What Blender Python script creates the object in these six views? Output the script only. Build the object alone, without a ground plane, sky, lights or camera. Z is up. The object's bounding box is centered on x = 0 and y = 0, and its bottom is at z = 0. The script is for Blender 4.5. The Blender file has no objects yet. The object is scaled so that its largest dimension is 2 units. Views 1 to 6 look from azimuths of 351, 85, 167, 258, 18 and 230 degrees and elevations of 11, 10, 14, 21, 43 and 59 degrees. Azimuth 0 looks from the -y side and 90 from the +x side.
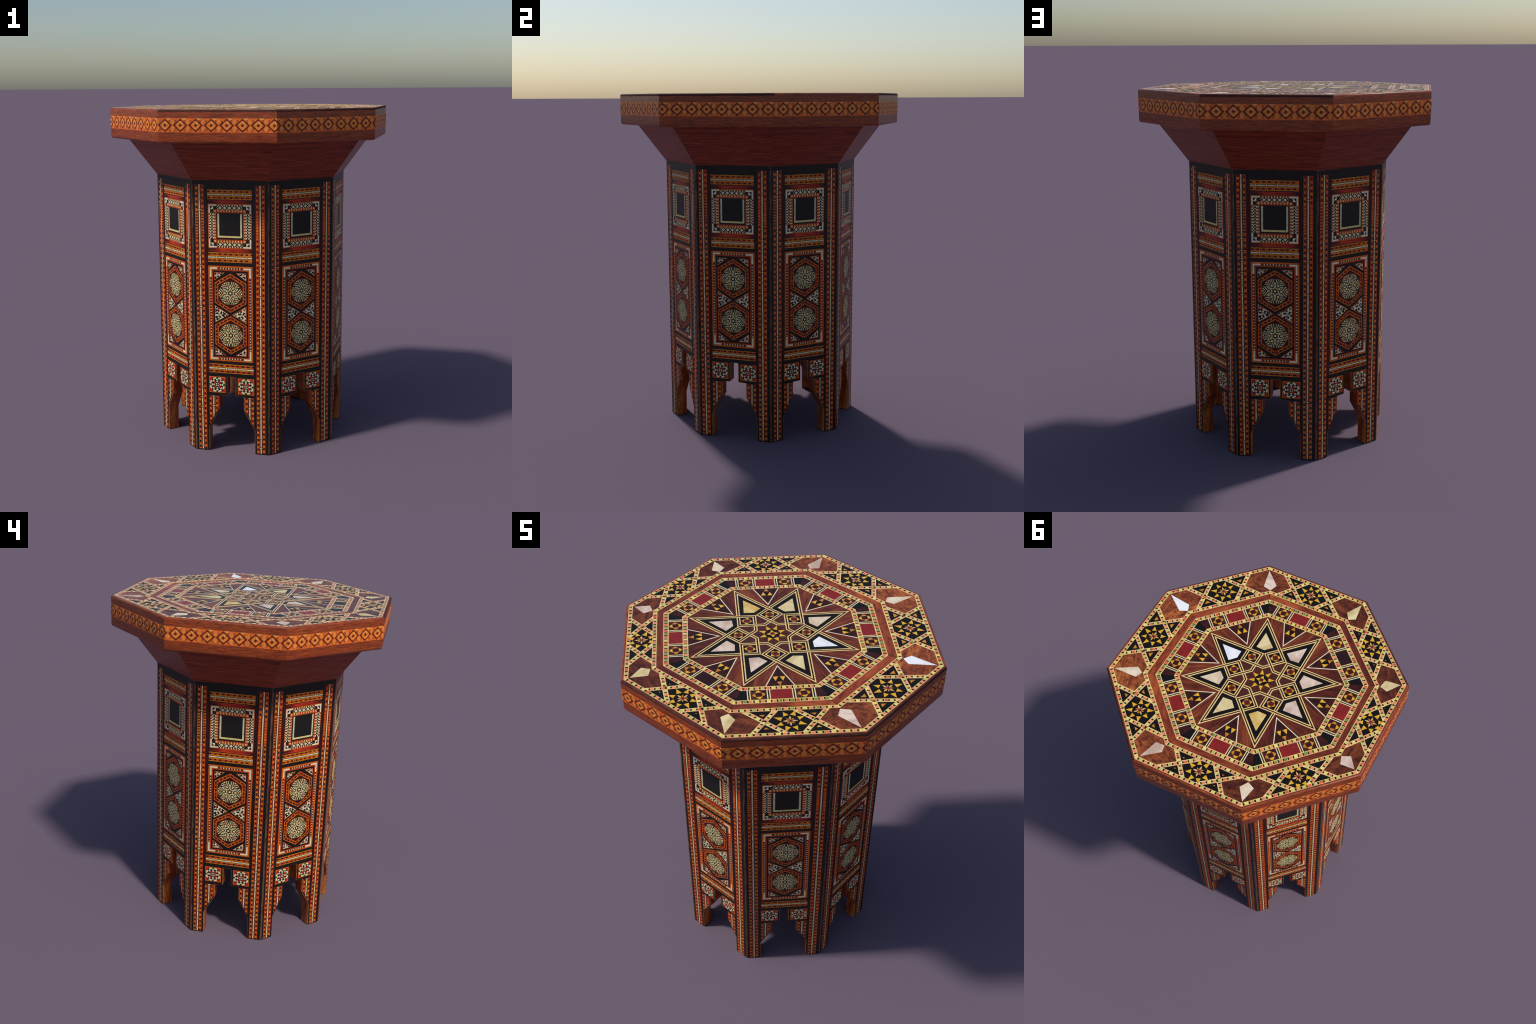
# Octagonal marquetry side table: every inlaid piece is a thin solid let into the carcass.
import bpy, math, random
from math import sin, cos, pi, radians, hypot, atan2, tan
from mathutils import Matrix, Vector

rnd = random.Random(11)

# ------------------------------------------------------------------ colours
def lin(c):
    out = []
    for v in c:
        v /= 255.0
        out.append(v / 12.92 if v <= 0.04045 else ((v + 0.055) / 1.055) ** 2.4)
    return (out[0], out[1], out[2], 1.0)

def scale(c, k):
    return tuple(min(255, v * k) for v in c)

MATS = {}

def new_mat(name):
    m = bpy.data.materials.new(name)
    m.use_nodes = True
    nt = m.node_tree
    b = nt.nodes["Principled BSDF"]
    b.inputs["Specular IOR Level"].default_value = SPEC if "SPEC" in globals() else 0.5
    MATS[name] = m
    return m, nt, b

def node(nt, kind, **inputs):
    n = nt.nodes.new(kind)
    for k, v in inputs.items():
        n.inputs[k.replace("_", " ")].default_value = v
    return n

def ramp(nt, fac, stops):
    r = nt.nodes.new("ShaderNodeValToRGB")
    e = r.color_ramp.elements
    while len(e) < len(stops):
        e.new(0.5)
    for el, (p, c) in zip(e, stops):
        el.position = p
        el.color = lin(c)
    nt.links.new(fac, r.inputs["Fac"])
    return r.outputs["Color"]

def coords(nt, sc=(1, 1, 1), rot=(0, 0, 0)):
    tc = nt.nodes.new("ShaderNodeTexCoord")
    mp = nt.nodes.new("ShaderNodeMapping")
    mp.inputs["Scale"].default_value = sc
    mp.inputs["Rotation"].default_value = rot
    nt.links.new(tc.outputs["Object"], mp.inputs["Vector"])
    return mp.outputs["Vector"]

def noise(nt, vec, sc, detail=3.0, rough=0.55, dist=0.0):
    n = node(nt, "ShaderNodeTexNoise", Scale=sc, Detail=detail, Roughness=rough, Distortion=dist)
    nt.links.new(vec, n.inputs["Vector"])
    return n.outputs["Fac"]

def mixc(nt, fac, a, b, mode="MIX"):
    m = nt.nodes.new("ShaderNodeMix")
    m.data_type = "RGBA"
    m.blend_type = mode
    for src, sock in ((fac, m.inputs[0]), (a, m.inputs[6]), (b, m.inputs[7])):
        if hasattr(src, "is_output"):
            nt.links.new(src, sock)
        else:
            sock.default_value = src
    return m.outputs[2]

def bump(nt, bsdf, h, strength, dist=0.002):
    b = node(nt, "ShaderNodeBump", Strength=strength, Distance=dist)
    nt.links.new(h, b.inputs["Height"])
    nt.links.new(b.outputs["Normal"], bsdf.inputs["Normal"])

ROUGH = 0.40
SPEC = 0.28

def piece(name, c, lo=0.82, hi=1.12, sc=55.0, grain=(1, 1, 1), rough=ROUGH):
    """A small inlay piece: flat colour with faint grain."""
    m, nt, b = new_mat(name)
    v = coords(nt, grain)
    f = noise(nt, v, sc)
    col = ramp(nt, f, [(0.3, scale(c, lo)), (0.7, scale(c, hi))])
    nt.links.new(col, b.inputs["Base Color"])
    b.inputs["Roughness"].default_value = rough
    return m

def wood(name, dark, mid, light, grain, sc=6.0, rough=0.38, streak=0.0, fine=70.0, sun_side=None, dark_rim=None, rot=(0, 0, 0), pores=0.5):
    """Plank wood: broad bands, fine fibres and dark pores along the grain."""
    m, nt, b = new_mat(name)
    v = coords(nt, grain, rot)
    broad = noise(nt, v, sc, 5, 0.62, 0.6)
    col = ramp(nt, broad, [(0.28, dark), (0.5, mid), (0.74, light)])
    fib = noise(nt, v, fine, 3, 0.6)
    col = mixc(nt, 0.75, col, ramp(nt, fib, [(0.3, (150, 140, 135)), (0.55, (255, 255, 255)), (0.8, (255, 245, 225))]), "MULTIPLY")
    v2 = coords(nt, tuple(g * 2.3 for g in grain), rot)
    pore = noise(nt, v2, sc * 3.1, 4, 0.5, 0.3)
    col = mixc(nt, pores, col, ramp(nt, pore, [(0.30, (70, 50, 50)), (0.42, (255, 255, 255))]), "MULTIPLY")
    if streak:
        st = noise(nt, coords(nt, (grain[0] * 0.5, grain[1] * 0.62, grain[2] * 0.62), rot), sc, 3, 0.5, 0.25)
        col = mixc(nt, streak, col, ramp(nt, st, [(0.37, (255, 255, 255)), (0.43, (120, 96, 96)), (0.47, (255, 255, 255)), (0.56, (240, 225, 220)), (0.60, (140, 116, 112)), (0.64, (255, 250, 245))]), "MULTIPLY")
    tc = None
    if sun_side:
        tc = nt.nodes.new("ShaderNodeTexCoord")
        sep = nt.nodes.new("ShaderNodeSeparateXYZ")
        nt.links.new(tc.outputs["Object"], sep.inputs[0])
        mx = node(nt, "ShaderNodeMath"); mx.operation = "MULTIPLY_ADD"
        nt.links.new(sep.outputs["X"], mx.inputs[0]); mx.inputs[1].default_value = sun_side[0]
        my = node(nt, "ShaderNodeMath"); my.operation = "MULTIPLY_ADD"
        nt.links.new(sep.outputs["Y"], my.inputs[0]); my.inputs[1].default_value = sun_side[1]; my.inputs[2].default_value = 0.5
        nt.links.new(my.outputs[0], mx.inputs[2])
        col = mixc(nt, mx.outputs[0], mixc(nt, 1.0, col, lin((205, 195, 200)), "MULTIPLY"), mixc(nt, 1.0, col, (1.45, 1.4, 1.3, 1), "MULTIPLY"))  # light falloff across the top baked into the wood colour
    if dark_rim:
        # smoky veneer edge that comes and goes along the top of the band
        tc = nt.nodes.new("ShaderNodeTexCoord")
        sep = nt.nodes.new("ShaderNodeSeparateXYZ")
        nt.links.new(tc.outputs["Object"], sep.inputs[0])
        wob = noise(nt, coords(nt, (2.2, 2.2, 0.5)), 1.6, 3)
        ad = node(nt, "ShaderNodeMath"); ad.operation = "MULTIPLY_ADD"
        nt.links.new(wob, ad.inputs[0]); ad.inputs[1].default_value = 0.030
        nt.links.new(sep.outputs["Z"], ad.inputs[2])
        mr = node(nt, "ShaderNodeMapRange")
        nt.links.new(ad.outputs[0], mr.inputs["Value"])
        mr.inputs["From Min"].default_value = dark_rim + 0.0145
        mr.inputs["From Max"].default_value = dark_rim + 0.019
        col = mixc(nt, mr.outputs["Result"], col, mixc(nt, 1.0, col, lin((112, 108, 122)), "MULTIPLY"))
    nt.links.new(col, b.inputs["Base Color"])
    b.inputs["Roughness"].default_value = rough
    bump(nt, b, fib, 0.12, 0.001)
    return m

# ---- materials of the turned-out carcass
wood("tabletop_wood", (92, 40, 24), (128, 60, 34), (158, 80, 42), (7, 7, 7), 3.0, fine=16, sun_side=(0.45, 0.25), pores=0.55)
wood("band_wood", (128, 52, 28), (160, 72, 36), (192, 98, 46), (3, 3, 40), 3.5, fine=9, pores=0.65, streak=0.4)
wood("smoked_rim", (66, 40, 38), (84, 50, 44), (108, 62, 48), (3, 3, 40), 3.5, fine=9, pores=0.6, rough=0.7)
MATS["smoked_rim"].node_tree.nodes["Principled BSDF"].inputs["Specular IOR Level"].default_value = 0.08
wood("cove_wood", (134, 51, 32), (153, 64, 39), (170, 78, 45), (1.1, 34, 34), 2.6, fine=9, pores=0.5, streak=0.7, rough=0.36)
wood("cut_wood", (112, 38, 20), (168, 76, 34), (228, 146, 68), (5, 2.2, 9), 2.6, fine=24, rot=(0.3, 0.4, 0))
wood("inside_wood", (84, 42, 22), (120, 62, 28), (150, 84, 38), (14, 3, 14), 4.0, fine=12)
wood("dark_walnut", (60, 28, 22), (84, 40, 28), (104, 52, 32), (9, 9, 9), 4.0, fine=20)

def board(name, dark, mid, light, grain, sc, fine, figure=0.0):
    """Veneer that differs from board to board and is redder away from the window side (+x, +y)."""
    m, nt, b = new_mat(name)
    tc = nt.nodes.new("ShaderNodeTexCoord"); oi = nt.nodes.new("ShaderNodeObjectInfo")
    mul = nt.nodes.new("ShaderNodeVectorMath"); mul.operation = "MULTIPLY_ADD"
    nt.links.new(oi.outputs["Random"], mul.inputs[0]); mul.inputs[1].default_value = (3.1, 5.7, 2.3)
    nt.links.new(tc.outputs["Object"], mul.inputs[2])
    mp = nt.nodes.new("ShaderNodeMapping"); mp.inputs["Scale"].default_value = grain
    nt.links.new(mul.outputs[0], mp.inputs["Vector"])
    v = mp.outputs["Vector"]
    f = noise(nt, v, sc, 6, 0.62, 1.2)
    col = ramp(nt, f, [(0.30, dark), (0.5, mid), (0.70, light)])
    fib = noise(nt, v, fine, 4, 0.65, 0.4)
    col = mixc(nt, 0.85, col, ramp(nt, fib, [(0.32, (140, 122, 116)), (0.5, (235, 230, 228)), (0.72, (255, 255, 245))]), "MULTIPLY")
    if figure:
        cross = noise(nt, mul.outputs[0], 34.0, 3, 0.6, 0.8)
        col = mixc(nt, figure, col, ramp(nt, cross, [(0.36, (120, 104, 100)), (0.55, (255, 255, 255)), (0.75, (255, 250, 225))]), "MULTIPLY")
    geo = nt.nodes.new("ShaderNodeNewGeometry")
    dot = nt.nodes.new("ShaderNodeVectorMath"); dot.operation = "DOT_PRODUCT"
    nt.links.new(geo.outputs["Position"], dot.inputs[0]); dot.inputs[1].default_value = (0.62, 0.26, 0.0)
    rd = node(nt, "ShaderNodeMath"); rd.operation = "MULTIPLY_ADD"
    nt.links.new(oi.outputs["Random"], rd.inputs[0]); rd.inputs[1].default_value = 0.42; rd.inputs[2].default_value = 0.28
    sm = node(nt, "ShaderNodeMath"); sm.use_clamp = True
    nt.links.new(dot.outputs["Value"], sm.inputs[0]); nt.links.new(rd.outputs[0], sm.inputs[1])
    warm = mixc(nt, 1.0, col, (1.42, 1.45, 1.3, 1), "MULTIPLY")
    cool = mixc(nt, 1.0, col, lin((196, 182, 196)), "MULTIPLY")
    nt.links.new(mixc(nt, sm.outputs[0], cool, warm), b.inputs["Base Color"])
    b.inputs["Roughness"].default_value = ROUGH
    return m

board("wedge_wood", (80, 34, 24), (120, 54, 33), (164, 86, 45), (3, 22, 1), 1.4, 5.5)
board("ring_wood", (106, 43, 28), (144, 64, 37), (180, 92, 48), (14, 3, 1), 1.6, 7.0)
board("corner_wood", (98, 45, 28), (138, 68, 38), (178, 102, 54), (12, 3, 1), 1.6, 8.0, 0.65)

# ---- inlay pieces of the top
piece("ebony", (24, 20, 18), 0.85, 1.15, 30)
piece("rosewood", (52, 23, 22), 0.8, 1.35, 20)
piece("boxwood", (240, 211, 138), 0.93, 1.04, 60)
piece("satin_line", (234, 180, 124), 0.86, 1.08, 9)
piece("bone", (238, 224, 190), 0.92, 1.03, 40)
piece("gold_wood", (236, 178, 48), 0.88, 1.05, 45)
piece("amber_wood", (214, 138, 42), 0.75, 1.1, 60)
piece("padauk_panel", (134, 33, 30), 0.84, 1.16, 14, (6, 1, 1))
piece("dark_panel", (46, 24, 26), 0.9, 1.12, 14)
piece("salmon_tessera", (238, 140, 100), 0.9, 1.06, 20)
piece("coral_tessera", (230, 96, 66), 0.85, 1.08, 20)
piece("olive_tessera", (206, 190, 102), 0.9, 1.1, 20)
piece("moss_tessera", (120, 130, 70), 0.8, 1.25, 20)
piece("cream_tessera", (234, 214, 118), 0.95, 1.05, 20)
piece("maroon_wood", (92, 30, 30), 0.85, 1.15, 40)
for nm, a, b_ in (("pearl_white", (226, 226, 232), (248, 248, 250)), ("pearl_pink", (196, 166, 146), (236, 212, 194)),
                  ("pearl_cream", (200, 176, 118), (236, 216, 164)), ("pearl_gold", (206, 160, 74), (232, 204, 132)),
                  ("pearl_rose", (210, 184, 150), (242, 224, 196))):
    m, nt, bs = new_mat(nm)
    f = noise(nt, coords(nt, (1, 1, 1)), 8.0, 4, 0.55, 1.2)
    nt.links.new(ramp(nt, f, [(0.34, a), (0.62, b_)]), bs.inputs["Base Color"])
    bs.inputs["Roughness"].default_value = 0.36

# the waxed top shines a little more than the sides
for m in MATS.values():
    if m.name not in ("cove_wood", "smoked_rim", "cut_wood", "inside_wood"):
        m.node_tree.nodes["Principled BSDF"].inputs["Specular IOR Level"].default_value = 0.38
        m.node_tree.nodes["Principled BSDF"].inputs["Roughness"].default_value = 0.36

# pale woods turn paler and pinker at glancing angles, ebony stays matt
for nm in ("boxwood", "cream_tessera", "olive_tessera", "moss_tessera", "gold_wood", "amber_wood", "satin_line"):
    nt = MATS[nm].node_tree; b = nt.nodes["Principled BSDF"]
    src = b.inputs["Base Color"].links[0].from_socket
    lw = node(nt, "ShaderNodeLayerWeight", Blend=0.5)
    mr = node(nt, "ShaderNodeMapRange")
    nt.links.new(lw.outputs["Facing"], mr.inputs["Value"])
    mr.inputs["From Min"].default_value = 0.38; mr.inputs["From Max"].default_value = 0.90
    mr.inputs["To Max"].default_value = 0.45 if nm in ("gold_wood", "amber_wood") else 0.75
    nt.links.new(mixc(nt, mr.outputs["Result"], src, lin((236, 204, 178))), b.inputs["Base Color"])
for nm in ("ebony", "rosewood", "dark_panel"):
    MATS[nm].node_tree.nodes["Principled BSDF"].inputs["Specular IOR Level"].default_value = 0.18

# ---- inlay pieces of the side panels
def panel_base():
    m, nt, b = new_mat("panel_ebony")
    f = noise(nt, coords(nt, (9, 1.2, 1)), 3.0, 4)
    col = ramp(nt, f, [(0.4, (25, 23, 22)), (0.66, (36, 22, 20)), (0.85, (74, 30, 18))])
    nt.links.new(col, b.inputs["Base Color"])
    b.inputs["Roughness"].default_value = ROUGH
panel_base()
piece("black_dye", (23, 21, 20), 0.9, 1.15, 40)
piece("window_black", (28, 26, 24), 0.92, 1.12, 25, (1, 12, 1))
piece("ember_orange", (214, 100, 20), 0.88, 1.12, 26)
piece("ember_bright", (240, 118, 22), 0.85, 1.08, 30)
piece("honey_line", (222, 142, 30), 0.8, 1.1, 30)
piece("core_rust", (146, 50, 20), 0.85, 1.15, 40)
piece("rust_orange", (190, 84, 24), 0.85, 1.15, 30)
piece("ember_red", (182, 62, 20), 0.85, 1.12, 40)
piece("rust_red", (120, 36, 20), 0.85, 1.15, 40)
piece("amber_line", (214, 122, 22), 0.85, 1.12, 30)
piece("lime_white", (224, 214, 172), 0.86, 1.06, 26)
piece("bone_white", (236, 225, 188), 0.92, 1.05, 26)
piece("straw", (234, 212, 136), 0.9, 1.05, 40)
piece("sage_cream", (234, 221, 166), 0.92, 1.05, 40)
piece("scarlet", (196, 36, 28), 0.85, 1.1, 60)
piece("wine", (58, 20, 19), 0.85, 1.2, 40)
piece("worn_edge", (98, 74, 58), 0.35, 1.35, 22, (1, 0.5, 1))
piece("worn_cut", (176, 116, 70), 0.6, 1.15, 30)
m, nt, b = new_mat("padauk_streak")
f = noise(nt, coords(nt, (5, 60, 1)), 1.6, 4, 0.6)
tcs = nt.nodes.new("ShaderNodeTexCoord"); sp = nt.nodes.new("ShaderNodeSeparateXYZ")
nt.links.new(tcs.outputs["Object"], sp.inputs[0])
ab = node(nt, "ShaderNodeMath"); ab.operation = "ABSOLUTE"; nt.links.new(sp.outputs["X"], ab.inputs[0])
mr = node(nt, "ShaderNodeMapRange"); nt.links.new(ab.outputs[0], mr.inputs["Value"])
mr.inputs["From Min"].default_value = 0.05; mr.inputs["From Max"].default_value = 0.13
mr.inputs["To Min"].default_value = 0.16; mr.inputs["To Max"].default_value = -0.12
ad = node(nt, "ShaderNodeMath"); nt.links.new(f, ad.inputs[0]); nt.links.new(mr.outputs[0], ad.inputs[1])
nt.links.new(ramp(nt, ad.outputs[0], [(0.36, (36, 24, 24)), (0.52, (112, 28, 22)), (0.66, (170, 40, 26)), (0.8, (214, 74, 26))]), b.inputs["Base Color"])
b.inputs["Roughness"].default_value = ROUGH

# ---- edge band
piece("band_orange", (228, 108, 40), 0.85, 1.12, 30)
piece("band_brown", (96, 34, 22), 0.85, 1.2, 60)
piece("band_tan", (172, 82, 44), 0.82, 1.15, 60)
piece("band_light", (236, 132, 54), 0.88, 1.1, 40)
piece("band_pale", (238, 164, 80), 0.9, 1.1, 40)

# ------------------------------------------------------------------ plane geometry helpers
def area(p):
    return 0.5 * sum(p[i][0] * p[(i + 1) % len(p)][1] - p[(i + 1) % len(p)][0] * p[i][1] for i in range(len(p)))

def ccw(p):
    return list(p) if area(p) > 0 else list(reversed(p))

def clip(poly, window):
    """Sutherland-Hodgman: part of poly inside a convex window."""
    out = ccw(poly)
    w = ccw(window)
    for i in range(len(w)):
        ax, ay = w[i]; bx, by = w[(i + 1) % len(w)]
        inp, out = out, []
        if not inp:
            return []
        side = lambda q: (bx - ax) * (q[1] - ay) - (by - ay) * (q[0] - ax)
        for j in range(len(inp)):
            p, q = inp[j], inp[(j + 1) % len(inp)]
            sp_, sq = side(p), side(q)
            if sp_ >= 0:
                out.append(p)
            if (sp_ >= 0) != (sq >= 0):
                t = sp_ / (sp_ - sq)
                out.append((p[0] + t * (q[0] - p[0]), p[1] + t * (q[1] - p[1])))
    res = []
    for p in out:
        if not res or hypot(p[0] - res[-1][0], p[1] - res[-1][1]) > 1e-6:
            res.append(p)
    if len(res) > 2 and hypot(res[0][0] - res[-1][0], res[0][1] - res[-1][1]) < 1e-6:
        res.pop()
    return res if len(res) > 2 and area(res) > 2e-7 else []

def inset(poly, d):
    """Mitred offset, positive = inward."""
    p = ccw(poly); n = len(p); out = []
    for i in range(n):
        a, b_, c = p[i - 1], p[i], p[(i + 1) % n]
        def nrm(u, v):
            L = hypot(v[0] - u[0], v[1] - u[1])
            return (-(v[1] - u[1]) / L, (v[0] - u[0]) / L)
        n1, n2 = nrm(a, b_), nrm(b_, c)
        k = 1 + n1[0] * n2[0] + n1[1] * n2[1]
        out.append((b_[0] + d * (n1[0] + n2[0]) / k, b_[1] + d * (n1[1] + n2[1]) / k))
    return out

def rect(x0, x1, y0, y1):
    return [(x0, y0), (x1, y0), (x1, y1), (x0, y1)]

def pol(r, a):
    return (r * cos(radians(a)), r * sin(radians(a)))

def lerp(a, b, t):
    return (a[0] + (b[0] - a[0]) * t, a[1] + (b[1] - a[1]) * t)

def bar(a, b, w):
    """Rectangle of width w along a-b."""
    L = hypot(b[0] - a[0], b[1] - a[1])
    nx, ny = -(b[1] - a[1]) / L * w / 2, (b[0] - a[0]) / L * w / 2
    return [(a[0] - nx, a[1] - ny), (b[0] - nx, b[1] - ny), (b[0] + nx, b[1] + ny), (a[0] + nx, a[1] + ny)]

def ngon(c, r, n, a0=0.0):
    return [(c[0] + r * cos(radians(a0 + 360 * i / n)), c[1] + r * sin(radians(a0 + 360 * i / n))) for i in range(n)]

def xf(poly, ang=0.0, off=(0, 0)):
    c, s = cos(radians(ang)), sin(radians(ang))
    return [(p[0] * c - p[1] * s + off[0], p[0] * s + p[1] * c + off[1]) for p in poly]

# ------------------------------------------------------------------ inlay builder
STEP = 0.0004          # each layer stands this much prouder than the one below
SINK = 0.005

class Inlay:
    def __init__(self):
        self.v, self.f, self.m, self.slots = [], [], [], []

    def slot(self, name):
        if name not in self.slots:
            self.slots.append(name)
        return self.slots.index(name)

    def put(self, poly, layer, mat, base=0.0):
        poly = ccw(poly)
        n = len(poly); o = len(self.v); h = base + layer * STEP
        self.v += [(p[0], p[1], h) for p in poly] + [(p[0], p[1], base - SINK) for p in poly]
        self.f.append(tuple(range(o, o + n)))
        self.f.append(tuple(range(o + 2 * n - 1, o + n - 1, -1)))
        for i in range(n):
            j = (i + 1) % n
            self.f.append((o + i, o + n + i, o + n + j, o + j))
        k = self.slot(mat)
        self.m += [k] * (n + 2)

    def ring(self, outer, inner, layer, mat, base=0.0):
        o, i = ccw(outer), ccw(inner)
        for k in range(len(o)):
            j = (k + 1) % len(o)
            self.put([o[k], o[j], i[j], i[k]], layer, mat, base)

    def mesh(self, name):
        me = bpy.data.meshes.new(name)
        me.from_pydata(self.v, [], self.f)
        for s in self.slots:
            me.materials.append(MATS[s])
        me.polygons.foreach_set("material_index", self.m)
        me.update()
        return me

def add(name, me, parent, mat4=None, kind=None):
    ob = bpy.data.objects.new(name, me)
    bpy.context.scene.collection.objects.link(ob)
    ob.parent = parent
    if mat4 is not None:
        ob.matrix_local = mat4
    if kind:
        ob["kind"] = kind
    return ob

root = bpy.data.objects.new("inlaid_side_table", None)
bpy.context.scene.collection.objects.link(root)
root["label"] = "octagonal wooden side table covered in geometric marquetry inlay"
root["category"] = "side table"

C8, S8, T8 = cos(pi / 8), sin(pi / 8), tan(pi / 8)

# ------------------------------------------------------------------ tabletop slab
TOPZ = 1.9974
R_TOP = 0.8445
def octa(r, a0=0.0, c=(0, 0)):
    return ngon(c, r, 8, a0)

prof = [(0.8300, 1.8195), (0.8370, 1.8205), (0.8415, 1.8240), (0.8437, 1.8290), (0.8445, 1.8350), (0.8446, 1.9850),
        (0.8437, 1.9915), (0.8418, 1.9948), (0.8385, 1.9968), (0.8340, TOPZ)]
vs, fs, ms = [], [], []
for r, z in prof:
    for p in octa(r):
        vs.append((p[0], p[1], z))
for k in range(len(prof) - 1):
    for i in range(8):
        j = (i + 1) % 8
        fs.append((k * 8 + i, k * 8 + j, (k + 1) * 8 + j, (k + 1) * 8 + i))
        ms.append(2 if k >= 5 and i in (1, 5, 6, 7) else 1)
fs.append(tuple(range((len(prof) - 1) * 8, len(prof) * 8))); ms.append(0)
fs.append(tuple(reversed(range(8)))); ms.append(1)
me = bpy.data.meshes.new("tabletop")
me.from_pydata(vs, [], fs)
me.materials.append(MATS["tabletop_wood"]); me.materials.append(MATS["band_wood"]); me.materials.append(MATS["smoked_rim"])
me.polygons.foreach_set("material_index", ms)
me.update()
me.polygons.foreach_set("use_smooth", [k > 0 for k in ms])
me.set_sharp_from_angle(angle=radians(35))
tabletop = add("tabletop", me, root)

# ------------------------------------------------------------------ top marquetry
MID_C, IN_C, IN_A = (-0.031, -0.002), (-0.037, -0.004), 0.4
TOP = Matrix.Translation((0, 0, TOPZ))

def tessera_fill(ib, a, b, w, layer, pitch, palette, rng, blk=0.30, jitter=0.08):
    """Row of tesserae along a-b: ebony, colour, ebony, colour ... on a boxwood strip of width w."""
    L = hypot(b[0] - a[0], b[1] - a[1])
    n = max(1, int(round(L / pitch)))
    s = L / n
    at = lambda d: lerp(a, b, max(0, min(1, d / L)))
    k0 = rng.randrange(2)
    for i in range(n):
        j = (rng.random() - 0.5) * jitter * s
        d0 = i * s + 0.06 * s + j
        ib.put(bar(at(d0), at(d0 + blk * s), w * (0.92 + 0.1 * rng.random())), layer, "ebony")
        col = palette[(i + k0) % 2]
        col = col[rng.randrange(len(col))]
        e0, e1 = d0 + (blk + 0.05) * s, d0 + (blk + 0.05 + 0.56 + 0.05 * rng.random()) * s
        ib.put(bar(at(e0), at(e1), w), layer, col)
        if rng.random() < 0.45:
            c = e0 + (e1 - e0) * rng.uniform(.3, .7)
            ib.put(bar(at(c - 0.035 * s), at(c + 0.035 * s), w * 0.98), layer + 1, rng.choice(["satin_line", "olive_tessera", "cream_tessera"]))

SALMON = ["salmon_tessera", "salmon_tessera", "salmon_tessera", "coral_tessera"]
OLIVE = ["olive_tessera", "cream_tessera", "olive_tessera"]
VIVID = (["coral_tessera"], ["moss_tessera", "moss_tessera", "olive_tessera"])

def strip_ring(c, ro, ri, layer, pitch, a0, vivid=(), blk=0.3):
    for k in range(8):
        rng = random.Random(int(ro * 1000) + k)
        ib = Inlay()
        o1, o2 = [(c[0] + p[0], c[1] + p[1]) for p in (pol(ro, a0 + 45 * k), pol(ro, a0 + 45 * k + 45))]
        i1, i2 = [(c[0] + p[0], c[1] + p[1]) for p in (pol(ri, a0 + 45 * k), pol(ri, a0 + 45 * k + 45))]
        ib.put([o1, o2, i2, i1], layer, "boxwood" if k % 3 else "cream_tessera")
        # thin satin edging on the outer side
        ib.put([o1, o2, lerp(o2, i2, 0.17), lerp(o1, i1, 0.17)], layer + 1, "satin_line")
        a, b = lerp(o1, i1, 0.5), lerp(o2, i2, 0.5)
        w = (ro - ri) * C8
        pal = VIVID if k in vivid else ((SALMON, OLIVE) if rng.random() < .8 else (SALMON, ["cream_tessera", "moss_tessera"]))
        tessera_fill(ib, lerp(a, b, 0.006), lerp(a, b, 0.994), w * 0.66, layer + 1, pitch, pal, rng, blk)
        add("tessera_strip", ib.mesh("tessera_strip"), tabletop, TOP)

strip_ring((0, 0), 0.829, 0.8055, 1, 0.0309, 0)
# outer zone: lattice of crossing strips, star tile between, pearl kite at each corner
LAT_O, LAT_I = 0.7455, 0.6045
corner_o = [pol(0.8055, 45 * k) for k in range(8)]
corner_i = [(MID_C[0] + p[0], MID_C[1] + p[1]) for p in (pol(0.6564, 45 * k) for k in range(8))]
PEARL_OUT = ["pearl_white", "pearl_rose", "pearl_pink", "pearl_rose", "pearl_pink", "pearl_cream", "pearl_cream", "pearl_pink"]  # first pearl whitened to show the glare caught at azimuth 0

def star_tile():
    ib = Inlay()
    for i in range(8):
        a = 22.5 + 45 * i
        R = 0.078 if i % 2 else 0.071
        ib.put([pol(R, a), pol(0.0440, a + 18), pol(0.0425, a - 17)], 3, "gold_wood")
    ib.put(ngon((0, 0), 0.036, 16), 3, "ebony")
    ib.put(ngon((0, 0), 0.020, 8), 4, "maroon_wood")
    for i in range(8):
        a = 45 * i
        r = 0.035 if i % 2 == 0 else 0.027
        ib.put([pol(0.006, a), pol(r * 0.58, a + 15), pol(r, a), pol(r * 0.58, a - 15)], 5, "satin_line" if i % 2 == 0 else "amber_wood")
    return ib.mesh("star_tile")
star_me = star_tile()

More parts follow.
